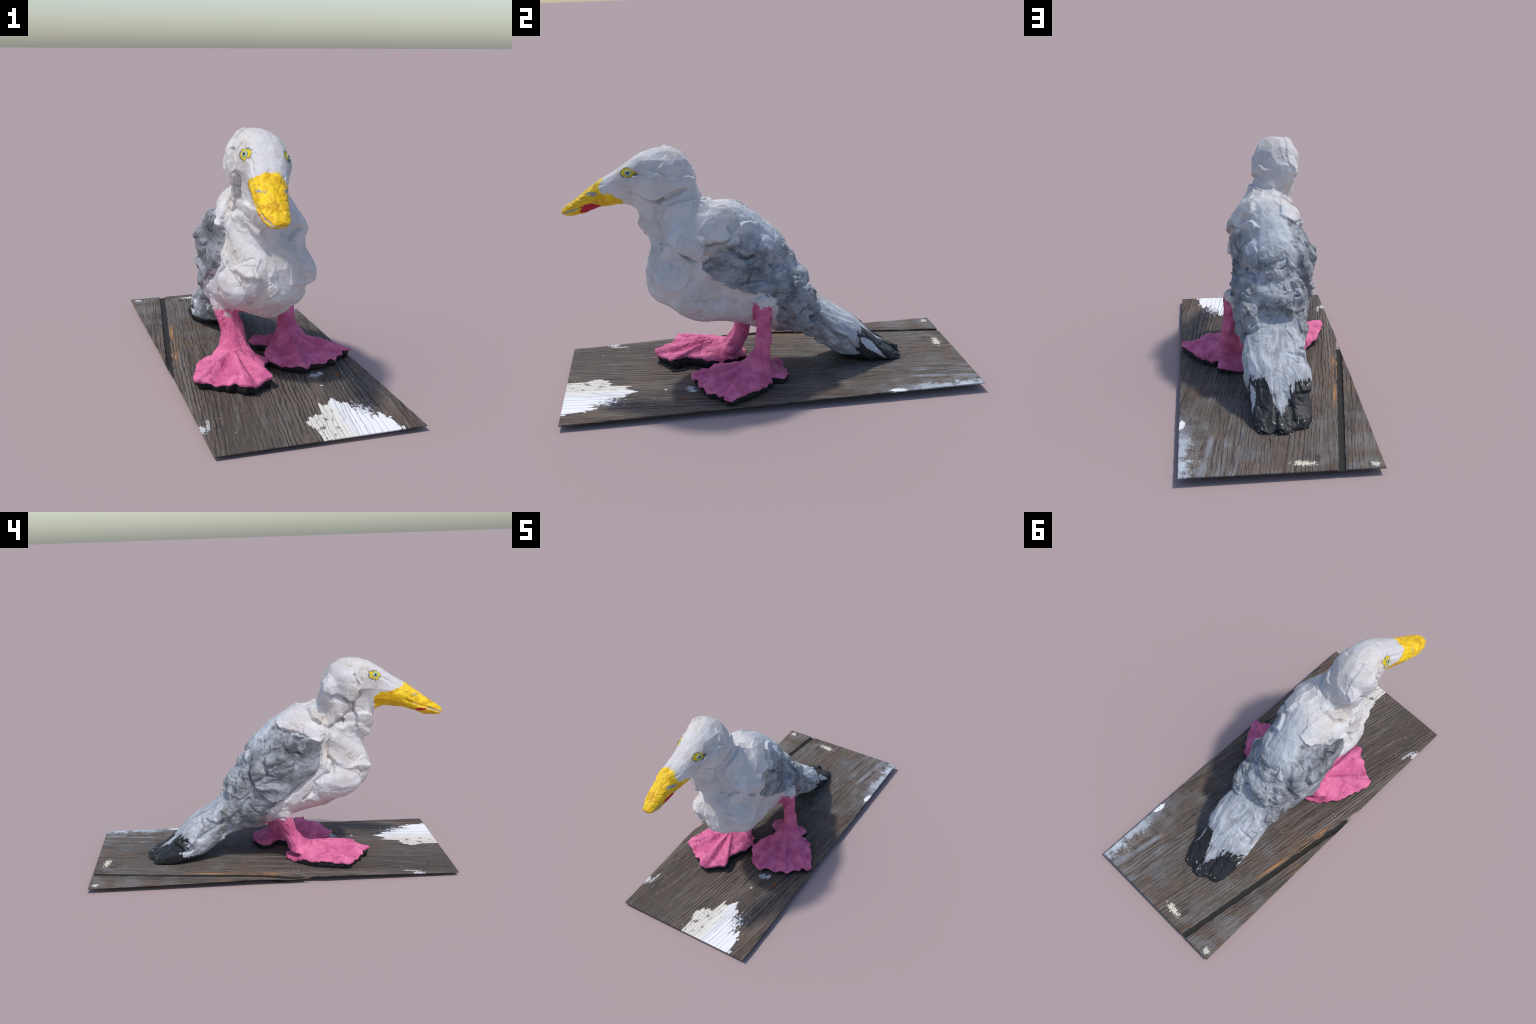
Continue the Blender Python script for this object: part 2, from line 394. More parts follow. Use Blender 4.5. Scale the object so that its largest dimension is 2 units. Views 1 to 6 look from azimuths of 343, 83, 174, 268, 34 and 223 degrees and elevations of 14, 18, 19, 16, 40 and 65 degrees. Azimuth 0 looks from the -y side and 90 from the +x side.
# lumps thumbed into the grey wings and rump
# dents pushed into the clay: centre, radius, depth
for c, r, d in [((-.20, -.47, .85), .085, .022), ((-.24, -.34, .68), .060, .030), ((-.22, -.37, .97), .06, .020),
                ((.09, -.52, .70), .055, .022), ((.02, -.53, .73), .05, .015), ((-.20, -.275, .875), .05, .022), ((.10, -.46, .86), .06, .012),
                ((-.19, -.62, 1.00), .05, .010), ((-.03, -.62, .97), .06, .012), ((-.23, -.46, 1.10), .04, .012), ((-.10, -.60, .70), .05, .02),
                ((.17, -.22, .48), .09, .034), ((.15, -.13, .39), .08, .024), ((.12, -.47, .62), .06, .010), ((.16, .05, .46), .09, -.032), ((-.17, -.53, .76), .05, .016), ((-.25, -.02, .62), .13, -.012), ((-.20, -.04, .38), .09, -.018), ((-.08, -.22, .28), .11, .014), ((-.08, .14, .70), .06, .006), ((-.21, .33, .41), .05, .022), ((-.23, -.52, .93), .075, .018), ((-.05, -.59, .92), .05, .020), ((.15, .02, .60), .10, .008), ((.13, .35, .20), .05, .012)]:
    D -= d * np.exp(-((P - np.array(c)) ** 2).sum(1) / r ** 2)
rump = sstep(-.10, .05, P[:, 1] - .6 * (.66 - P[:, 2]) + .10) * grey          # the roughest part, behind the wings
smooth_back = sstep(.66, .74, P[:, 2]) * sstep(-.22, -.12, P[:, 0]) * sstep(.10, .03, P[:, 0])
# folds and cracks wandering over the whole skin
calm = (1 - leg) * (1 - .6 * sstep(.26, .32, P[:, 1])) * (1 - .4 * sstep(.95, 1.0, P[:, 2])) * (1 - .5 * sstep(-.60, -.72, P[:, 1]))
for scale, wid, dep, sd_ in ((.13, .06, .010, 81), (.08, .06, .005, 82)):
    warp = P + .5 * scale * np.stack([noise3(P, scale * .6, sd_ + 10), noise3(P, scale * .6, sd_ + 11), noise3(P, scale * .6, sd_ + 12)], 1)
    v = np.abs(noise3(warp, scale, sd_))
    D -= dep * (1 - sstep(0, wid, v)) * sstep(.05, .4, noise3(P, .16, sd_ + 20) + .06) * calm * .7 * (1 - .8 * smooth_back) * sstep(1.08, .95, P[:, 2])
grey *= sstep(.30, .24, P[:, 1])
rough = grey * (1 - .8 * smooth_back)
warp = P + .03 * np.stack([noise3(P, .07, 41), noise3(P, .07, 42), noise3(P, .07, 43)], 1)
h1, gap1, c1 = pats(warp, .125, .016, 11)
D += rough * ((.006 + .011 * rump) * h1 - (.004 + .009 * rump) * np.exp(-(gap1 / .007) ** 2) * sstep(-.1, .25, noise3(P, .1, 49)) + (.003 + .009 * rump) * (1 - sstep(0, .06, c1)) + .008 * rump * noise3(P, .075, 58))
warp = P + .012 * np.stack([noise3(P, .03, 44), noise3(P, .03, 45), noise3(P, .03, 46)], 1)
h2, gap2, c2 = pats(warp, .048, .006, 12)
D += rough * rump * sstep(.05, .35, noise3(P, .12, 47) + .10 * rump) * (.0050 * h2 - .005 * np.exp(-(gap2 / .004) ** 2))
h3, gap3, c3 = pats(P + .03 * np.stack([noise3(P, .05, 91), noise3(P, .05, 92), noise3(P, .05, 93)], 1), .15, .012, 17)
D += (1 - grey) * (1 - leg) * sstep(-.62, -.5, P[:, 1]) * (.003 * h3 - .003 * np.exp(-(gap3 / .006) ** 2) * sstep(.15, .35, noise3(P, .1, 95)))
D += .009 * noise3(P, .13, 51) * (1 - .6 * leg) + .0035 * noise3(P, .05, 52) * (1 - .3 * leg) * (.5 + .7 * grey) + .0010 * noise3(P, .02, 53) * (.2 + .8 * grey)
D += leg * (.0035 * noise3(P * np.array([1, 1, .6]), .045, 54) - .003 * (1 - sstep(0, .10, np.abs(noise3(P, .055, 55)))))
bk = sstep(-.70, -.76, P[:, 1])
D *= 1 - .55 * sstep(-.60, -.75, P[:, 1])
D += bk * (.004 * noise3(P, .035, 101) - .004 * (1 - sstep(0, .09, np.abs(noise3(P * np.array([1, .6, 1.3]), .045, 102)))))
D -= bk * .005 * np.exp(-((P[:, 2] - .865 - .367 * (P[:, 1] + .93)) / .006) ** 2)                               # the beak is smoother
D -= .0075 * (1 - leg) * (1 - .7 * sstep(-.60, -.70, P[:, 1]))
P2 = P + N * D[:, None]
P2 = relax(P2, .25, 1)
# the bird stands on the plank
skin.vertices.foreach_set("co", P2.ravel()); skin.update()

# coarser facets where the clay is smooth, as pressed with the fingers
tmp = bpy.data.objects.new("tmp", skin); bpy.context.scene.collection.objects.link(tmp)
dm = tmp.modifiers.new("facets", "DECIMATE"); dm.ratio = .6; dm.use_collapse_triangulate = True
dg = bpy.context.evaluated_depsgraph_get()
body = bpy.data.meshes.new_from_object(tmp.evaluated_get(dg))
bpy.data.objects.remove(tmp)

# ------------------------------------------------------------------ node helper
class Tree:
    def __init__(self, name):
        self.mat = bpy.data.materials.new(name); self.mat.use_nodes = True
        self.nt = self.mat.node_tree; self.nt.nodes.clear()
        self.out = self.new("ShaderNodeOutputMaterial")
        self.bsdf = self.new("ShaderNodeBsdfPrincipled")
        self.nt.links.new(self.bsdf.outputs[0], self.out.inputs[0])
        self.obj = self.new("ShaderNodeTexCoord").outputs["Object"]
        s = self.new("ShaderNodeSeparateXYZ"); self.link(self.obj, s.inputs[0])
        self.x, self.y, self.z = s.outputs
    def new(self, t):
        return self.nt.nodes.new(t)
    def link(self, a, b):
        if isinstance(a, bpy.types.NodeSocket):
            self.nt.links.new(a, b)
        else:
            b.default_value = a
    def math(self, op, a, b=0.0, c=0.0, clamp=False):
        n = self.new("ShaderNodeMath"); n.operation = op; n.use_clamp = clamp
        for k, v in enumerate((a, b, c)):
            self.link(v, n.inputs[k])
        return n.outputs[0]
    def add(self, a, b): return self.math("ADD", a, b)
    def sub(self, a, b): return self.math("SUBTRACT", a, b)
    def mul(self, a, b): return self.math("MULTIPLY", a, b)
    def ramp(self, v, a, b, lo=0.0, hi=1.0):
        n = self.new("ShaderNodeMapRange"); n.interpolation_type = "SMOOTHSTEP"
        for k, q in zip(("Value", "From Min", "From Max", "To Min", "To Max"), (v, a, b, lo, hi)):
            self.link(q, n.inputs[k])
        return n.outputs[0]
    def mapping(self, scale=(1, 1, 1), rot=(0, 0, 0), loc=(0, 0, 0), src=None):
        n = self.new("ShaderNodeMapping")
        self.link(src or self.obj, n.inputs[0]); n.inputs["Scale"].default_value = scale
        n.inputs["Rotation"].default_value = rot; n.inputs["Location"].default_value = loc
        return n.outputs[0]
    def noise(self, scale, detail=3, rough=.55, vec=None, dist=0, colour=False):
        n = self.new("ShaderNodeTexNoise"); self.link(vec or self.obj, n.inputs["Vector"])
        n.inputs["Scale"].default_value = scale; n.inputs["Detail"].default_value = detail
        n.inputs["Roughness"].default_value = rough; n.inputs["Distortion"].default_value = dist
        return n.outputs[1 if colour else 0]
    def voronoi(self, scale, feature="F1", vec=None, rnd=1.0):
        n = self.new("ShaderNodeTexVoronoi"); n.feature = feature; self.link(vec or self.obj, n.inputs["Vector"])
        n.inputs["Scale"].default_value = scale; n.inputs["Randomness"].default_value = rnd
        return n.outputs["Distance"]
    def mix(self, f, a, b, mode="MIX"):
        n = self.new("ShaderNodeMix"); n.data_type = "RGBA"; n.blend_type = mode
        self.link(f, n.inputs[0])
        for v, k in ((a, 6), (b, 7)):
            self.link(v if isinstance(v, bpy.types.NodeSocket) else (*v, 1), n.inputs[k])
        return n.outputs[2]
    def mixf(self, f, a, b):
        return self.add(self.mul(self.sub(1.0, f), a), self.mul(f, b))
    def curve(self, v, pts, lo_out=-1.0, hi_out=1.0):
        """piecewise line through (input, output) points"""
        a, b = min(p[0] for p in pts), max(p[0] for p in pts)
        n = self.new("ShaderNodeFloatCurve"); c = n.mapping.curves[0]
        pts = sorted(((p[0] - a) / (b - a), (p[1] - lo_out) / (hi_out - lo_out)) for p in pts)
        c.points[0].location = pts[0]; c.points[1].location = pts[-1]
        for p in pts[1:-1]:
            c.points.new(*p)
        for p in c.points:
            p.handle_type = "VECTOR"
        n.mapping.use_clip = False; n.mapping.update()
        self.link(self.ramp_lin(v, a, b), n.inputs["Value"])
        return self.add(self.mul(n.outputs[0], hi_out - lo_out), lo_out)
    def ramp_lin(self, v, a, b):
        n = self.new("ShaderNodeMapRange"); n.clamp = True
        for k, q in zip(("Value", "From Min", "From Max"), (v, a, b)):
            self.link(q, n.inputs[k])
        return n.outputs[0]
    def ball(self, c, r):
        """1 - distance to c in units of the radii r; positive inside"""
        d = None
        for s, cc, rr in zip((self.x, self.y, self.z), c, r):
            t = self.math("DIVIDE", self.sub(s, cc), rr); t = self.mul(t, t)
            d = t if d is None else self.add(d, t)
        return self.sub(1.0, self.math("SQRT", d))
    def bump(self, h, strength, dist):
        n = self.new("ShaderNodeBump"); self.link(h, n.inputs["Height"])
        n.inputs["Strength"].default_value = strength; n.inputs["Distance"].default_value = dist
        self.link(n.outputs[0], self.bsdf.inputs["Normal"])

# --------------------------------------------------------- the painted clay
EYE_R, EYE_L = (-.026, -.617, 1.062), (-.185, -.577, 1.072)

def clay():
    t = Tree("painted_clay")
    n1 = t.sub(t.noise(22, 4, .6), .5)          # ragged paint edges
    n2 = t.sub(t.noise(70, 3, .6), .5)
    rag = t.add(t.mul(n1, .10), t.mul(n2, .035))
    z, y, x = t.z, t.y, t.x
    zr = t.add(z, t.mul(t.sub(t.noise(30, 3, .6, t.mapping(loc=(3, 1, 2))), .5), .05))
    rightness = t.ramp(x, -.10, .0)
    # white clay, with faint warm and cool mottling
    big = t.noise(7, 4, .6)
    white = t.mix(t.ramp(big, .35, .7), (.56, .545, .54), (.67, .665, .67))
    grime = t.ramp(t.noise(38, 5, .7, t.mapping(loc=(5, 0, 1))), .60, .78)
    white = t.mix(t.mul(grime, .5), white, (.40, .365, .32))
    beige = t.ramp(t.noise(5, 4, .65, t.mapping(loc=(8, 3, 3))), .46, .66)
    white = t.mix(t.mul(beige, t.mixf(rightness, .75, .4)), white, (.55, .49, .43))  # -x side tinted more beige for the warm light of the capture
    hair = t.mul(t.ramp(t.math("ABSOLUTE", t.sub(t.noise(9, 3, .6, t.mapping(loc=(2, 9, 4)), 1.2), .5)), .012, .002), t.ramp(t.noise(4, 2), .48, .56))
    white = t.mix(t.mul(hair, .35), white, (.26, .235, .21))
    # grey wing paint
    gn = t.noise(13, 5, .65, t.mapping((1, .8, 1.4), (.6, 0, 0)))
    g = t.mix(t.ramp(gn, .36, .64), (.15, .163, .178), (.32, .345, .38))
    g = t.mix(t.mul(t.ramp(t.noise(45, 4, .6, t.mapping((1.6, .5, 1))), .56, .72), .55), g, (.42, .45, .48))
    vein = t.mul(t.ramp(t.math("ABSOLUTE", t.sub(t.noise(11, 4, .6, t.mapping(loc=(1, 4, 2)), .8), .5)), .020, .004), t.mul(t.ramp(t.noise(6, 2, .5, t.mapping(loc=(7, 1, 1))), .50, .58), t.ramp(y, -.02, .08)))
    g = t.mix(t.mul(vein, .75), g, (.60, .55, .42))
    chips = t.ramp(t.noise(60, 3, .6, t.mapping(loc=(9, 2, 4))), .69, .73)
    g = t.mix(t.mul(chips, .8), g, (.66, .62, .52))
    dark = t.ramp(t.noise(7, 4, .6, t.mapping(loc=(1, 7, 2))), .44, .60)
    g = t.mix(t.mul(dark, t.mixf(rightness, .6, .2)), g, (.10, .105, .108))
    dark_patch = t.ramp(t.add(t.ball((-.22, -.16, .69), (.12, .11, .055)), t.mul(n1, 1.6)), -.1, .5)
    g = t.mix(t.mul(dark_patch, .8), g, (.055, .058, .06))
    fr = t.curve(zr, [(.15, .04), (.30, .05), (.44, .05), (.47, .0), (.485, -.09), (.51, -.17), (.56, -.25), (.61, -.295), (.65, -.30), (.70, -.22), (.73, -.165), (.77, -.09), (.81, -.02), (.84, .01), (1.0, .2)])
    fl = t.curve(zr, [(.15, .02), (.30, .02), (.37, -.01), (.42, -.08), (.49, -.16), (.53, -.23), (.57, -.27), (.64, -.285), (.72, -.285), (.755, -.22), (.785, -.12), (.81, -.06), (.84, -.03), (1.0, .2)])
    edge = t.add(t.mixf(rightness, fl, fr), t.mul(rag, .55))
    wing = t.ramp(t.sub(y, edge), -.006, .010)
    # pale blue-grey wash over the back
    pale = t.mul(t.ramp(t.noise(8, 4, .65, t.mapping(loc=(2, 5, 9))), .52, .66), t.ramp(z, .40, .55))
    g = t.mix(t.mul(pale, .5), g, (.45, .48, .52))
    smear = t.mul(t.ramp(t.sub(y, t.add(edge, t.mul(n1, .10))), -.01, .06), t.ramp(t.noise(19, 4, .65, t.mapping(loc=(4, 4, 4))), .40, .46))
    col = t.mix(t.math("MAXIMUM", t.mul(wing, t.math("MAXIMUM", t.ramp(t.sub(y, edge), .02, .05), t.ramp(z, .75, .69))), t.mul(wing, smear)), t.mix(t.mul(wing, .6), white, (.38, .41, .44)), g)
    soft = t.mul(t.sub(t.noise(11, 4, .6, t.mapping(loc=(6, 6, 1))), .5), .22)
    ys = t.add(y, soft)
    dorsal = t.mul(t.mul(t.ramp(t.math("ABSOLUTE", t.add(x, t.add(.035, soft))), .150, .085), t.ramp(t.add(z, soft), .60, .70)), t.mul(t.ramp(ys, .17, .05), t.ramp(ys, -.24, -.14)))
    wash = t.mix(t.ramp(ys, -.22, .02), white, t.mix(t.ramp(t.noise(17, 4, .6), .35, .65), (.43, .47, .51), (.58, .615, .65)))
    spine = t.mul(t.mul(t.ramp(t.math("ABSOLUTE", t.add(x, t.add(.04, soft))), .17, .10), t.ramp(ys, -.12, .0)), t.ramp(t.noise(12, 4, .65, t.mapping(loc=(9, 9, 3))), .40, .56))
    col = t.mix(t.mul(spine, .6), col, (.50, .53, .57))
    col = t.mix(t.mul(dorsal, .92), col, wash)
    # bare dirty patch under the right shoulder slab
    bare = t.mul(t.ramp(t.add(t.ball((.13, -.235, .705), (.12, .075, .035)), t.mul(n1, 1.2)), .0, .25), rightness)
    col = t.mix(t.mul(bare, .8), col, (.42, .37, .31))
    # pale tail
    tail_start = t.add(.265, t.mul(t.sub(.42, z), .15))
    tl = t.ramp(t.sub(t.add(y, t.mul(rag, .9)), tail_start), -.015, .02)
    streak = t.noise(16, 5, .65, t.mapping((3.0, .5, .8), (.6, 0, 0)))
    tc = t.mix(t.ramp(streak, .36, .64), (.31, .33, .36), (.53, .56, .60))
    tc = t.mix(t.mul(t.ramp(t.noise(26, 5, .7, t.mapping((2.2, .5, .8), (.6, 0, 0))), .56, .66), .8), tc, (.68, .71, .75))
    tc = t.mix(t.mul(t.ramp(t.noise(9, 4, .6, t.mapping(loc=(3, 3, 8))), .55, .68), .6), tc, (.20, .205, .21))
    col = t.mix(tl, col, tc)
    # black tail feathers with a pale wedge between the lobes
    bx = t.curve(x, [(-.25, .455), (-.16, .485), (-.12, .515), (-.085, .535), (-.055, .59), (-.035, .63), (-.01, .60), (.008, .545), (.03, .49), (.075, .47), (.12, .46)])
    blk = t.ramp(t.sub(t.add(y, t.add(t.mul(rag, .55), t.mul(t.sub(t.noise(45, 4, .65, t.mapping((2.2, .45, .45))), .5), .13))), bx), -.004, .006)
    low = t.mul(t.ramp(y, .33, .37), t.ramp(t.add(z, t.mul(rag, .3)), .092, .075))  # shade beneath the tail, painted in with the black
    blk = t.math("MAXIMUM", blk, low)
    rim = t.ramp(t.noise(42, 4, .65, t.mapping(loc=(4, 4, 0))), .60, .66)
    bc = t.mix(t.mul(rim, t.ramp(y, .61, .66)), (.022, .023, .025), (.62, .60, .54))
    bc = t.mix(t.mul(t.ramp(t.noise(120, 2, .5), .68, .74), .5), bc, (.30, .32, .34))
    col = t.mix(blk, col, bc)
    # white flakes left standing on the sides of the tail
    flake = t.ball((-.18, .475, .095), (.04, .035, .022))
    su = t.sub(t.mul(t.sub(y, .545), .73), t.mul(t.sub(z, .110), .68)); sv = t.add(t.mul(t.sub(y, .545), .68), t.mul(t.sub(z, .110), .73))
    sliver = t.sub(t.curve(su, [(-.10, .0), (-.08, .014), (-.03, .021), (.03, .012), (.075, .005), (.10, .0)], 0, .03), t.math("ABSOLUTE", t.add(sv, t.mul(n2, .02))))
    sliver = t.mul(t.ramp(sliver, .0, .004), t.ramp(x, .02, .04))
    col = t.mix(t.math("MAXIMUM", t.ramp(t.add(flake, t.mul(t.add(n1, n2), 1.6)), .0, .12), sliver), col, (.50, .53, .57))
    # pink legs and feet
    pn = t.noise(14, 4, .6)
    pink = t.mix(t.ramp(pn, .32, .68), (.50, .095, .225), (.72, .18, .34))
    pink = t.mix(t.mul(t.ramp(t.noise(28, 5, .65, t.mapping(loc=(2, 2, 2))), .54, .70), .6), pink, (.44, .055, .13))
    pink = t.mix(t.mul(t.ramp(t.noise(60, 4, .6, t.mapping(loc=(2, 7, 2))), .62, .72), .4), pink, (.80, .34, .46))
    legs = []
    for side, yc, half, top, inner in ((1, -.022, .046, .42, .085), (-1, -.075, .050, .29, .095)):
        dy = t.math("ABSOLUTE", t.sub(t.add(y, t.mul(rag, .25)), yc))
        w = t.mul(t.ramp(dy, half + .004, half - .004), t.ramp(t.add(z, t.mul(t.add(n1, n2), .10)), top + .005, top - .005))
        legs.append(t.mul(w, t.ramp(t.mul(x, side), inner - .02, inner)))
    lowleg = t.mul(t.ramp(t.add(z, t.mul(rag, .4)), t.mixf(rightness, .262, .235), t.mixf(rightness, .250, .222)), t.ramp(t.add(y, t.mul(t.ramp(z, .14, .17), .075)), .108, .098))
    is_pink = t.math("MAXIMUM", t.math("MAXIMUM", *legs), lowleg)
    blush = t.mul(t.mul(t.ramp(z, .36, .24), t.ramp(y, .10, .0)), .35)
    col = t.mix(blush, col, (.55, .22, .28))
    col = t.mix(is_pink, col, pink)
    # yellow beak
    yr = t.curve(zr, [(.82, -.65), (.90, -.65), (.925, -.655), (.945, -.68), (.958, -.72), (.968, -.76), (.985, -.765), (1.01, -.75), (1.04, -.735), (1.1, -.735)])
    yl = t.curve(zr, [(.82, -.58), (.90, -.585), (.93, -.575), (.955, -.575), (.972, -.60), (.985, -.66), (1.0, -.71), (1.02, -.74), (1.04, -.735), (1.1, -.735)])
    by = t.add(t.mixf(t.ramp(x, -.16, -.11), yl, yr), t.mul(rag, .30))
    beak = t.mul(t.ramp(t.sub(by, y), -.004, .004), t.ramp(z, .812, .820))
    yc = t.mix(t.ramp(t.noise(18, 4, .6), .36, .66), (.72, .40, .006), (.86, .60, .012))
    yc = t.mix(t.mul(t.ramp(t.noise(34, 4, .65, t.mapping((1, .5, 1.2))), .58, .72), .55), yc, (.55, .28, .006))
    scuff = t.mul(t.ramp(t.math("ABSOLUTE", t.sub(t.noise(17, 4, .65, t.mapping((1, .6, 1.3), loc=(3, 0, 2)), .6), .5)), .03, .006), t.ramp(t.noise(13, 2), .44, .54))
    yc = t.mix(t.mul(scuff, .5), yc, (.36, .14, .012))
    mouth = t.sub(z, t.add(t.add(.865, t.mul(t.add(y, .93), .367)), t.mul(n2, .02)))
    slot = t.mul(t.ramp(t.math("ABSOLUTE", mouth), t.curve(y, [(-.96, .0), (-.935, .009), (-.90, .009), (-.85, .006), (-.80, .003), (-.76, .0)], 0, .02), .0),
                 t.ramp(t.noise(24, 3), .40, .48))
    gs = t.math("MAXIMUM", t.ball((-.085, -.805, .955), (.03, .034, .014)), t.ball((-.215, -.805, .962), (.03, .034, .010)))
    gs = t.ramp(t.add(gs, t.mul(t.add(n1, n2), 1.8)), .05, .25)
    yc = t.mix(t.math("MAXIMUM", gs, t.mul(slot, .9)), yc, (.30, .31, .31))
    rs = t.math("MAXIMUM", t.ball((-.10, -.806, .874), (.095, .058, .040)), t.ball((-.230, -.815, .880), (.030, .050, .010)))
    yc = t.mix(t.ramp(t.add(rs, t.mul(n2, .7)), .02, .12), yc, t.mix(t.ramp(t.noise(90, 2), .4, .65), (.36, .008, .022), (.55, .02, .05)))
    col = t.mix(beak, col, yc)
    # yellow rings with a dark ragged line around the eyes
    eye = t.math("MAXIMUM", t.ball(EYE_R, (.05, .033, .020)), t.ball(EYE_L, (.05, .031, .023)))
    eye = t.add(eye, t.mul(t.add(n1, n2), 1.1))
    col = t.mix(t.mul(t.mul(t.ramp(eye, -.26, -.18), t.ramp(t.noise(50, 2), .36, .46)), .85), col, (.10, .11, .10))
    col = t.mix(t.ramp(eye, .0, .06), col, (.62, .47, .01))
    t.link(col, t.bsdf.inputs["Base Color"])
    t.link(t.mixf(blk, t.mixf(beak, .72, .5), .45), t.bsdf.inputs["Roughness"])
    t.bsdf.inputs["Specular IOR Level"].default_value = .3
    h = t.add(t.mul(t.noise(60, 5, .65), .6), t.mul(t.noise(24, 4, .6, t.mapping((1.3, .6, 1), (.5, .2, 0))), .8))
    crack = t.ramp(t.voronoi(13, "DISTANCE_TO_EDGE", t.mapping(loc=(0, 0, 0))), .0, .035)
    patchy = t.ramp(t.noise(6, 2), .52, .62)
    h = t.sub(h, t.mul(t.mul(t.sub(1.0, crack), patchy), .15))
    t.bump(h, .42, .012)
    return t.mat

def plain(name, c, rough=.5):
    t = Tree(name)
    k = t.noise(60, 3)
    t.link(t.mix(t.ramp(k, .35, .7), tuple(v * .8 for v in c), c), t.bsdf.inputs["Base Color"])
    t.bsdf.inputs["Roughness"].default_value = rough
    return t.mat

CLAY = clay()
SHADOW_BLACK = plain("painted_shadow_black", (.012, .012, .013), .8)
IRIS = plain("pale_green_paint", (.33, .48, .33), .7)
PUPIL = plain("black_paint", (.012, .016, .02), .75)

# ------------------------------------------------ split the skin into named parts
root = bpy.data.objects.new("clay_seagull", None)
root.empty_display_size = .2
bpy.context.scene.collection.objects.link(root)
root["label"] = "painted clay seagull with pink webbed feet on weathered plank"
root["category"] = "bird sculpture"

def child(name, me, mat, parent=root, smooth=True):
    o = bpy.data.objects.new(name, me)
    bpy.context.scene.collection.objects.link(o); o.parent = parent
    if mat and not me.materials:
        me.materials.append(mat)
    if smooth:
        me.shade_smooth()
    return o

nb = len(body.vertices)
B = np.empty(nb * 3); body.vertices.foreach_get("co", B); B = B.reshape(-1, 3)
T = np.array([tuple(p.vertices) for p in body.polygons])
FN = np.cross(B[T[:, 1]] - B[T[:, 0]], B[T[:, 2]] - B[T[:, 0]])
VN = np.zeros_like(B)
for k in range(3):
    np.add.at(VN, T[:, k], FN)
VN /= np.maximum(np.linalg.norm(VN, axis=1), 1e-12)[:, None]
FNU = FN / np.maximum(np.linalg.norm(FN, axis=1), 1e-12)[:, None]
C = B[T].mean(1); cx, cy, cz = C.T
lab = np.full(len(T), "torso", dtype=object)
lab[(cz > .93) | (cy < -.60)] = "head"
lab[(cz > .80) & (cz <= .93) & (cy < -.26) & (lab != "head")] = "neck"
lab[(cz < .975) & (cz > .86) & (cy < -.30) & (cy > -.55)] = "neck"
lab[(cz > .93) & (cy > -.27)] = "torso"
lab[cy < np.where(cx > -.135, -.70, -.66)] = "beak"
fr_y = np.interp(cz, [.30, .44, .47, .51, .56, .61, .65, .70, .77, .84], [.05, .05, .0, -.17, -.25, -.295, -.30, -.22, -.09, .01])
fl_y = np.interp(cz, [.30, .37, .42, .53, .57, .72, .755, .785, .84], [.02, -.01, -.08, -.23, -.27, -.285, -.22, -.12, -.03])
t_ = (lab == "torso")
lab[t_ & (cx > .03) & (cy > fr_y) & (cy < .25)] = "wing.R"
lab[t_ & (cx < -.13) & (cy > fl_y) & (cy < .25)] = "wing.L"
lab[t_ & (cy > .25 + .15 * (.42 - cz))] = "tail"
lab[(cy > .30) & (cz < .3)] = "tail"
rR = np.hypot(cx - .165, cy + .022); rL = np.hypot(cx + .165, cy + .08)
legR = ((rR < .072) & (cz < .425) & (cx > .03)) | ((cz < .23) & (cy < .1) & (cx > .005 - .03 * (cz < .1)))
legL = ((rL < .072) & (cz < .285)) | ((cz < .23) & (cy < .1) & (cx <= .005 - .03 * (cz < .1)))
lab[legR] = "leg.R"; lab[legL & ~legR] = "leg.L"
lab[(legR) & (cz < .115)] = "foot.R"; lab[legL & ~legR & (cz < .125)] = "foot.L"

FACET = .45     # how much of the flat facets shows in the shading
parts = {}
for key in ("torso", "neck", "head", "beak", "wing.R", "wing.L", "tail", "leg.R", "leg.L", "foot.R", "foot.L"):
    sel = np.where(lab == key)[0]
    if not len(sel):
        continue
    used, inv = np.unique(T[sel], return_inverse=True)
    tri = inv.reshape(-1, 3)
    kind = key.split(".")[0]
    me = mesh_from(B[used], tri, kind)
    o = child(kind, me, CLAY)
    nl = VN[used][tri] * (1 - FACET) + FNU[sel][:, None, :] * FACET
    nl /= np.linalg.norm(nl, axis=2)[..., None]
    me.normals_split_custom_set([tuple(v) for v in nl.reshape(-1, 3)])
    parts[key] = o
for a, b in (("beak", "head"),):
    parts[a].parent = parts[b]

# -------------------------------------------------------- eyes: iris and pupil pats
from mathutils.bvhtree import BVHTree
bvh = BVHTree.FromPolygons([tuple(v) for v in B], [tuple(f) for f in T])
def eye(at, outward, ry, rz):
    hit, nor, i, d = bvh.ray_cast(Vector(at) + Vector(outward) * .15, -Vector(outward))
    if hit is None:
        hit, nor, i, d = bvh.find_nearest(Vector(at))
    if nor.dot(Vector(outward)) < 0:
        nor = -nor
    nor = (nor + Vector(outward)).normalized()
    rot = nor.to_track_quat("Z", "Y").to_matrix().to_4x4()
    holder = None
    for nm, k, lift, mat in (("eye", 1.0, .0, IRIS), ("pupil", .42, .0035, PUPIL)):
        bmx = bmesh.new(); bmesh.ops.create_uvsphere(bmx, u_segments=24, v_segments=12, radius=1)
        me = bpy.data.meshes.new(nm); bmx.to_mesh(me); bmx.free()
        o = child(nm, me, mat, parts["head"])
        from mathutils import Matrix
        M = Matrix.Translation(hit + nor * lift) @ rot @ Matrix.Diagonal((ry * k if nm == "eye" else rz * k, rz * k, .0045, 1))
        me.transform(M)
        holder = holder or o
eye(EYE_R, (1, -.25, .1), .0185, .0135)
eye(EYE_L, (-1, -.35, .2), .0180, .0145)

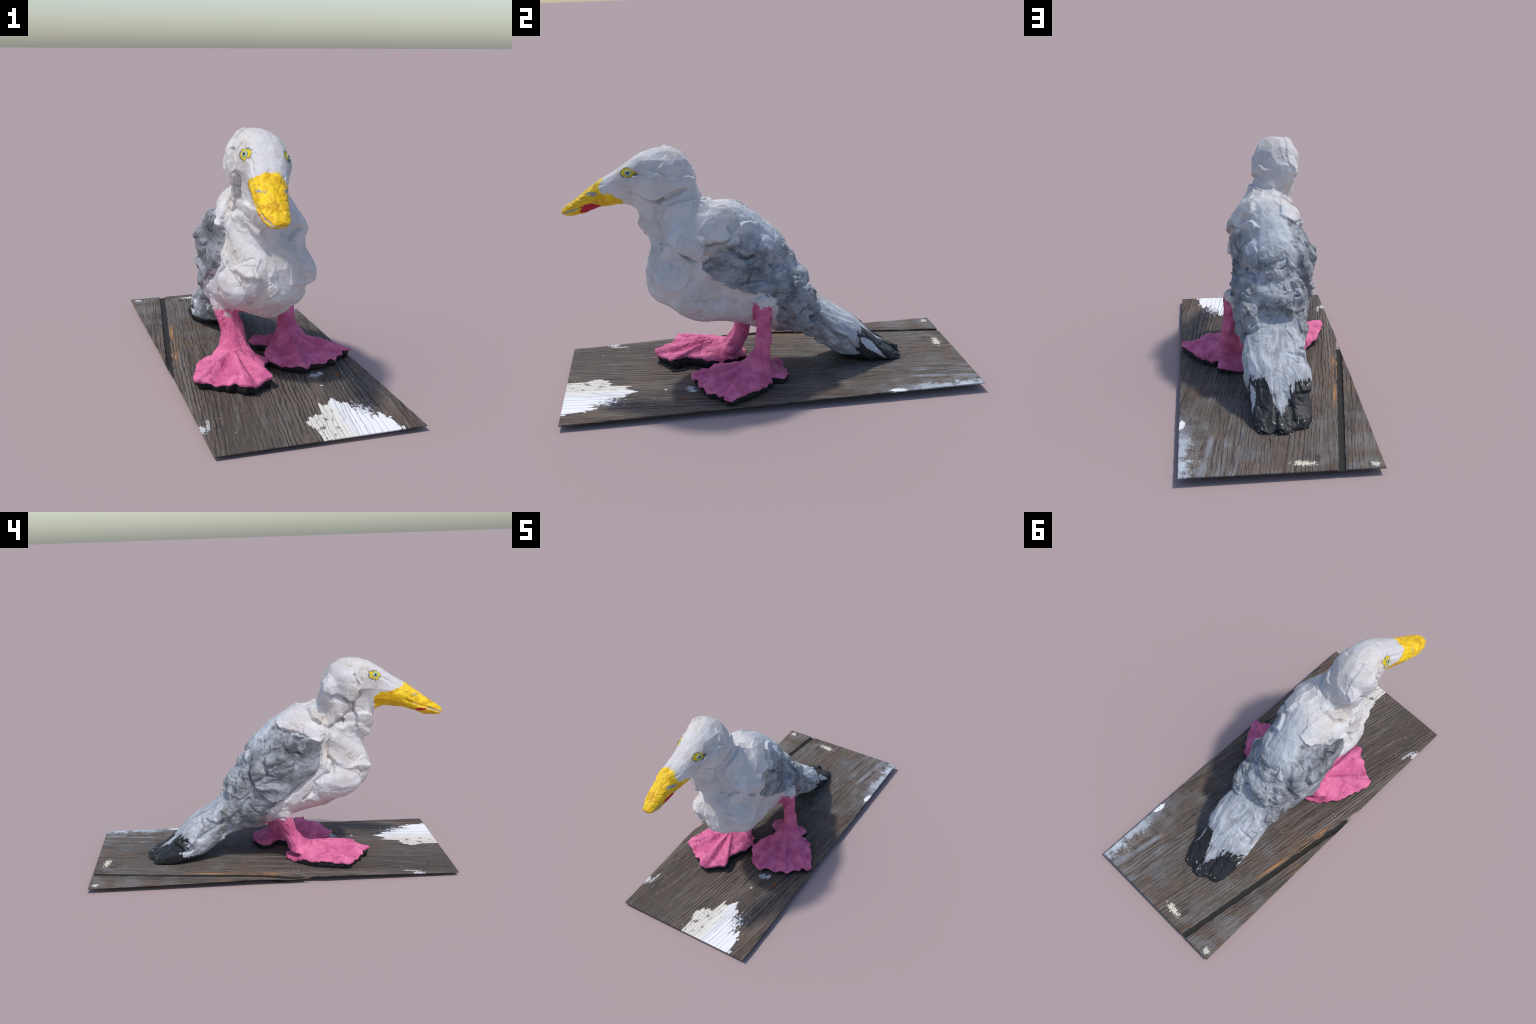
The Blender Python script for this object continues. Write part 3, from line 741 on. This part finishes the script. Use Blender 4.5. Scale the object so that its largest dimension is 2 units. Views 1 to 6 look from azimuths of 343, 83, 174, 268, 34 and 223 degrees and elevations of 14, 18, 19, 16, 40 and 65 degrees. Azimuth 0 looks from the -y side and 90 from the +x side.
# ----------------------------------------------------------------- shadow under the feet, modelled as black blocks
def foot_shadow_block(data, centre, left):
    (_, Cn, ez) = data
    rings = []
    for r, dz in ((.15, None), (.95, None), (.965, 0), (.945, -.018), (.91, 99), (.15, 99)):
        Pn = centre + (Cn - centre) * r
        jit = noise3(np.stack([Pn[:, 0], Pn[:, 1], 0 * ez + (0 if dz is None else dz)], 1), .02, 21) * .006
        Pn = Pn + (Cn - centre) / np.linalg.norm(Cn - centre, axis=1)[:, None] * jit[:, None]
        z = ez - .012 if dz is None else (np.full(len(ez), .024) if dz == 99 else ez - .014 + dz)
        rings.append(np.column_stack([Pn, np.maximum(z, .024)]))
    v, f = loft(rings)
    return mesh_from(v, f, "foot_shadow_block")
child("foot_shadow_block", foot_shadow_block(FOOT_R, np.array([.175, -.085]), 0), SHADOW_BLACK, parts["foot.R"])
child("foot_shadow_block", foot_shadow_block(FOOT_L, np.array([-.15, -.235]), 1), SHADOW_BLACK, parts["foot.L"])

# ------------------------------------------------------------------- the plank
GRAIN = math.atan2(.187, 1.18)      # the boards run a little askew to the cut-out
def surf_z(x, y):
    return np.interp(y, [-1, -.5, 0, .5, 1], [.021, .026, .029, .032, .034]) + .004 * x / .437 + .013 * sstep(.05, -.30, x) * np.exp(-((y + .20) / .55) ** 2) - .012 * np.exp(-((x + .437) / .06) ** 2 - ((y + .11) / .12) ** 2)

def gap_x(y):
    return -.25 - (1.0 - y) * (.187 / 1.18)

def plank(name, xl, xr, nx, ny):
    """a board between the edge functions xl(y), xr(y)"""
    ys = np.linspace(-1, 1, ny); verts = []; U = np.linspace(0, 1, nx)
    for y in ys:
        l, r = xl(y), xr(y)
        for u in U:
            verts.append((l + (r - l) * u, y))
    A = np.array(verts); x, y = A.T
    g = np.stack([x * math.cos(GRAIN) - y * math.sin(GRAIN), (x * math.sin(GRAIN) + y * math.cos(GRAIN)) * .08, 0 * x], 1)
    warp = noise3(g, .10, 61) * .02
    ridge = np.abs(np.sin((g[:, 0] + warp) * math.pi / .019)) ** .6
    z = surf_z(x, y) + .0016 * (ridge - .6) * (.6 + .6 * noise3(g, .12, 62)) + .0014 * noise3(g, .012, 63) + .002 * noise3(np.stack([x, y, 0 * x], 1), .15, 64)
    z -= .004 * np.exp(-((x - np.interp(y, [-1, 1], [l, l])) / 1e9) ** 2) * 0
    top = np.column_stack([x, y, z])
    bot = np.column_stack([x, y, surf_z(x, y) - .005])
    F = []; n = nx * ny
    for j in range(ny - 1):
        for i in range(nx - 1):
            a = j * nx + i
            F.append((a, a + 1, a + nx + 1, a + nx)); F.append((n + a, n + a + nx, n + a + nx + 1, n + a + 1))
    rim = [i for i in range(nx)] + [j * nx + nx - 1 for j in range(1, ny)] + [(ny - 1) * nx + i for i in range(nx - 2, -1, -1)] + [j * nx for j in range(ny - 2, 0, -1)]
    for k in range(len(rim)):
        a, b = rim[k], rim[(k + 1) % len(rim)]
        F.append((b, a, n + a, n + b))
    return mesh_from(np.concatenate([top, bot]), F, name)

def edge_wob(y, s, a=.003):
    return a * float(noise3(np.array([[y, s, 0.0]]), .05, 71)[0]) + a * .6 * float(noise3(np.array([[y, s, 3.0]]), .015, 72)[0])

def wood():
    t = Tree("weathered_wood")
    g = t.mapping(rot=(0, 0, GRAIN))
    gs = t.new("ShaderNodeSeparateXYZ"); t.link(g, gs.inputs[0])
    st = t.mapping((1, .05, 1), src=g)
    st2 = t.mapping((1, .12, 1), src=g)
    fine = t.noise(150, 4, .65, st)
    lines = t.noise(48, 3, .6, t.mapping((1, .022, 1), src=g))
    broad = t.noise(7, 4, .6, st2)
    patch = t.noise(3.0, 5, .65)
    rear = t.ramp(t.add(t.y, t.mul(t.sub(patch, .5), 1.2)), -.15, .55)          # greyer and blotchier behind the bird
    phase = t.add(t.math("DIVIDE", gs.outputs[0], .0185), t.mul(t.noise(4, 5, .62, t.mapping((1, .18, 1), src=g)), 8.0))
    saw = t.math("FRACT", phase)
    groove = t.mul(t.ramp(t.math("ABSOLUTE", t.sub(saw, .5)), .16, .03), t.ramp(t.noise(8, 4, .65, st2), .44, .62))
    c = t.mix(t.ramp(broad, .35, .68), (.072, .056, .047), (.135, .110, .094))
    c = t.mix(t.mul(t.ramp(saw, .55, 1.0), .5), c, (.145, .116, .096))
    c = t.mix(t.mul(t.ramp(patch, .48, .66), t.mixf(rear, .35, .75)), c, (.165, .108, .070))
    c = t.mix(t.mul(rear, t.mul(t.ramp(t.noise(6, 5, .65, t.mapping(loc=(4, 2, 0))), .46, .64), .7)), c, (.175, .170, .168))
    c = t.mix(t.mul(t.ramp(lines, .52, .64), .55), c, (.19, .170, .150))
    c = t.mix(t.mul(t.ramp(fine, .47, .36), .7), c, (.030, .026, .024))
    c = t.mix(t.mul(groove, t.mixf(rear, .75, .35)), c, (.024, .020, .018))
    c = t.mix(t.mul(t.ramp(t.noise(110, 4, .7, st2), .62, .70), .5), c, (.30, .27, .23))
    c = t.mix(t.mul(t.ramp(t.noise(70, 4, .7), .64, .74), .45), c, (.26, .235, .20))
    n1 = t.sub(t.noise(16, 4, .6), .5)
    ns = t.sub(t.noise(40, 3, .6, t.mapping((1, .14, 1), src=g)), .5)
    # splintered orange-brown strip beside the gap
    gx = t.sub(t.x, t.add(-.25, t.mul(t.sub(t.y, 1.0), .1585)))
    strip = t.mul(t.mul(t.ramp(gx, .060, .030), t.ramp(gx, -.01, .005)), t.mul(t.ramp(t.y, -.15, .0), t.ramp(t.y, .52, .40)))
    c = t.mix(t.mul(strip, t.ramp(t.noise(60, 4, .7, st), .50, .56)), c, (.42, .20, .07))
    # flaked white paint at the front
    def blot(cx, cy, rx, ry, jag=1.0, along=1.0):
        d = t.math("SQRT", t.add(t.math("POWER", t.math("DIVIDE", t.math("ABSOLUTE", t.sub(gs.outputs[0], cx)), rx), 2.0),
                                 t.math("POWER", t.math("DIVIDE", t.math("ABSOLUTE", t.sub(gs.outputs[1], cy)), ry), 2.0)))
        return t.add(t.sub(1.0, d), t.add(t.mul(n1, jag), t.mul(ns, along)))
    def gpos(x, y):
        return (x * math.cos(GRAIN) - y * math.sin(GRAIN), x * math.sin(GRAIN) + y * math.cos(GRAIN))
    w = None
    for (px, py, rx, ry) in ((.17, -.99, .155, .185), (.12, -.84, .075, .17), (.17, -.80, .05, .12), (.055, -.86, .065, .09), (.26, -.98, .075, .09)):
        b = blot(*gpos(px, py), rx, ry, .6, 1.3)
        w = b if w is None else t.math("MAXIMUM", w, b)
    pm = t.ramp(w, .0, .05)
    flakes = t.ramp(t.noise(34, 4, .65, t.mapping((1, .45, 1), src=g)), .57, .62)
    flakes = t.mul(flakes, t.ramp(t.x, .17, .08))
    pm = t.mul(pm, t.sub(1.0, t.mul(flakes, .8)))
    speck = t.noise(75, 5, .75, t.mapping((1, .5, 1), src=g))
    dust = t.ramp(t.add(t.sub(speck, .58), t.mul(blot(*gpos(.235, -.82), .075, .13, .5, .4), .20)), .0, .05)
    pm = t.math("MAXIMUM", pm, dust)
    cream = t.mix(t.ramp(t.x, .10, .18), (.72, .68, .60), (.84, .84, .85))
    cream = t.mix(t.mul(t.ramp(lines, .46, .40), .35), cream, (.5, .5, .52))
    c = t.mix(pm, c, cream)
    # bluish worn paint along the far right edge and spots
    r = t.mul(t.ramp(t.x, .30, .437), t.ramp(t.y, .56, .72))
    scuff = t.ramp(t.add(t.mul(r, .85), t.mul(t.sub(t.noise(30, 6, .75), .5), 1.9)), .42, .95)
    c = t.mix(t.mul(scuff, .85), c, (.52, .58, .64))
    haze = t.mul(t.mul(t.ramp(t.x, .05, .28), t.ramp(t.y, .45, .7)), t.ramp(t.noise(20, 5, .7, st2), .48, .62))
    c = t.mix(t.mul(haze, .55), c, (.30, .33, .37))
    for (px, py, rx, ry, cc) in ((.432, .58, .018, .045, (.82, .82, .82)), (-.09, .935, .050, .022, (.66, .63, .50)), (.187, -.394, .022, .020, (.42, .45, .48)),
                                 (.222, -.383, .010, .020, (.68, .70, .72)), (.179, -.512, .008, .008, (.8, .8, .8)), (.33, -.89, .007, .007, (.8, .8, .8)), (.29, -.42, .010, .028, (.24, .08, .02)),
                                 (-.427, -.78, .018, .035, (.58, .58, .58)), (-.40, -.76, .008, .05, (.5, .5, .5)), (-.40, .965, .02, .02, (.55, .53, .46))):
        c = t.mix(t.ramp(t.add(blot(*gpos(px, py), rx, ry, .8, .6), t.mul(t.sub(t.noise(95, 3, .65), .5), 3.2)), .0, .25), c, cc)
    # tiny specks
    c = t.mix(t.mul(t.ramp(t.voronoi(26), .10, .06), t.ramp(t.noise(11, 2), .5, .62)), c, (.50, .48, .44))
    # a split in the far end
    t.link(c, t.bsdf.inputs["Base Color"])
    t.bsdf.inputs["Roughness"].default_value = .78
    t.bsdf.inputs["Specular IOR Level"].default_value = .25
    t.bump(t.sub(t.add(t.add(t.mul(lines, .8), t.mul(fine, .5)), t.mul(pm, .25)), t.mul(groove, 1.2)), .7, .008)
    return t.mat

WOOD = wood()
main = plank("plank", lambda y: max(gap_x(y) + .017 + edge_wob(y, 1.0, .006), -.437 + edge_wob(y, 9, .0015)), lambda y: .437 + edge_wob(y, 2.0, .002), 190, 260)
child("plank", main, WOOD)
ys0 = -.30
def narrow():
    return plank("plank", lambda y: -.437 + edge_wob(-.19 + (y + 1) * .595, 3.0, .0015), lambda y: max(gap_x(-.19 + (y + 1) * .595) - .015 + edge_wob(-.19 + (y + 1) * .595, 4.0, .004), -.4335), 44, 150)
nar = narrow()
# the narrow board only spans the part beyond the gap
co = np.empty(len(nar.vertices) * 3); nar.vertices.foreach_get("co", co); co = co.reshape(-1, 3)
co[:, 1] = -.19 + (co[:, 1] + 1) * .595
co[:, 2] += surf_z(co[:, 0], co[:, 1]) - surf_z(co[:, 0], (co[:, 1] + .19) / .595 - 1)
nar.vertices.foreach_set("co", co.ravel()); nar.update()
child("plank", nar, WOOD)
# dark floor of the gap, the lowest thing in the piece
gv, gf = [], []
gy = np.linspace(-.165, .999, 60)
for y in gy:
    c_ = gap_x(y)
    for dx, dz in ((-.024, .029), (-.012, .025), (0, .023 - .023 * math.exp(-((y + .02) / .05) ** 2)), (.013, .025), (.026, .029)):
        gv.append((max(c_ + dx, -.436), y, dz))
m_ = len(gv)
gv += [(x, y, z - .0) if z < .001 else (x, y, z - .003) for x, y, z in gv]
for j in range(len(gy) - 1):
    for i in range(4):
        a = j * 5 + i
        gf.append((a, a + 1, a + 6, a + 5))
gap = mesh_from(gv[:m_], gf, "gap_floor")
child("gap_floor", gap, plain("gap_dark", (.02, .018, .016), .9))
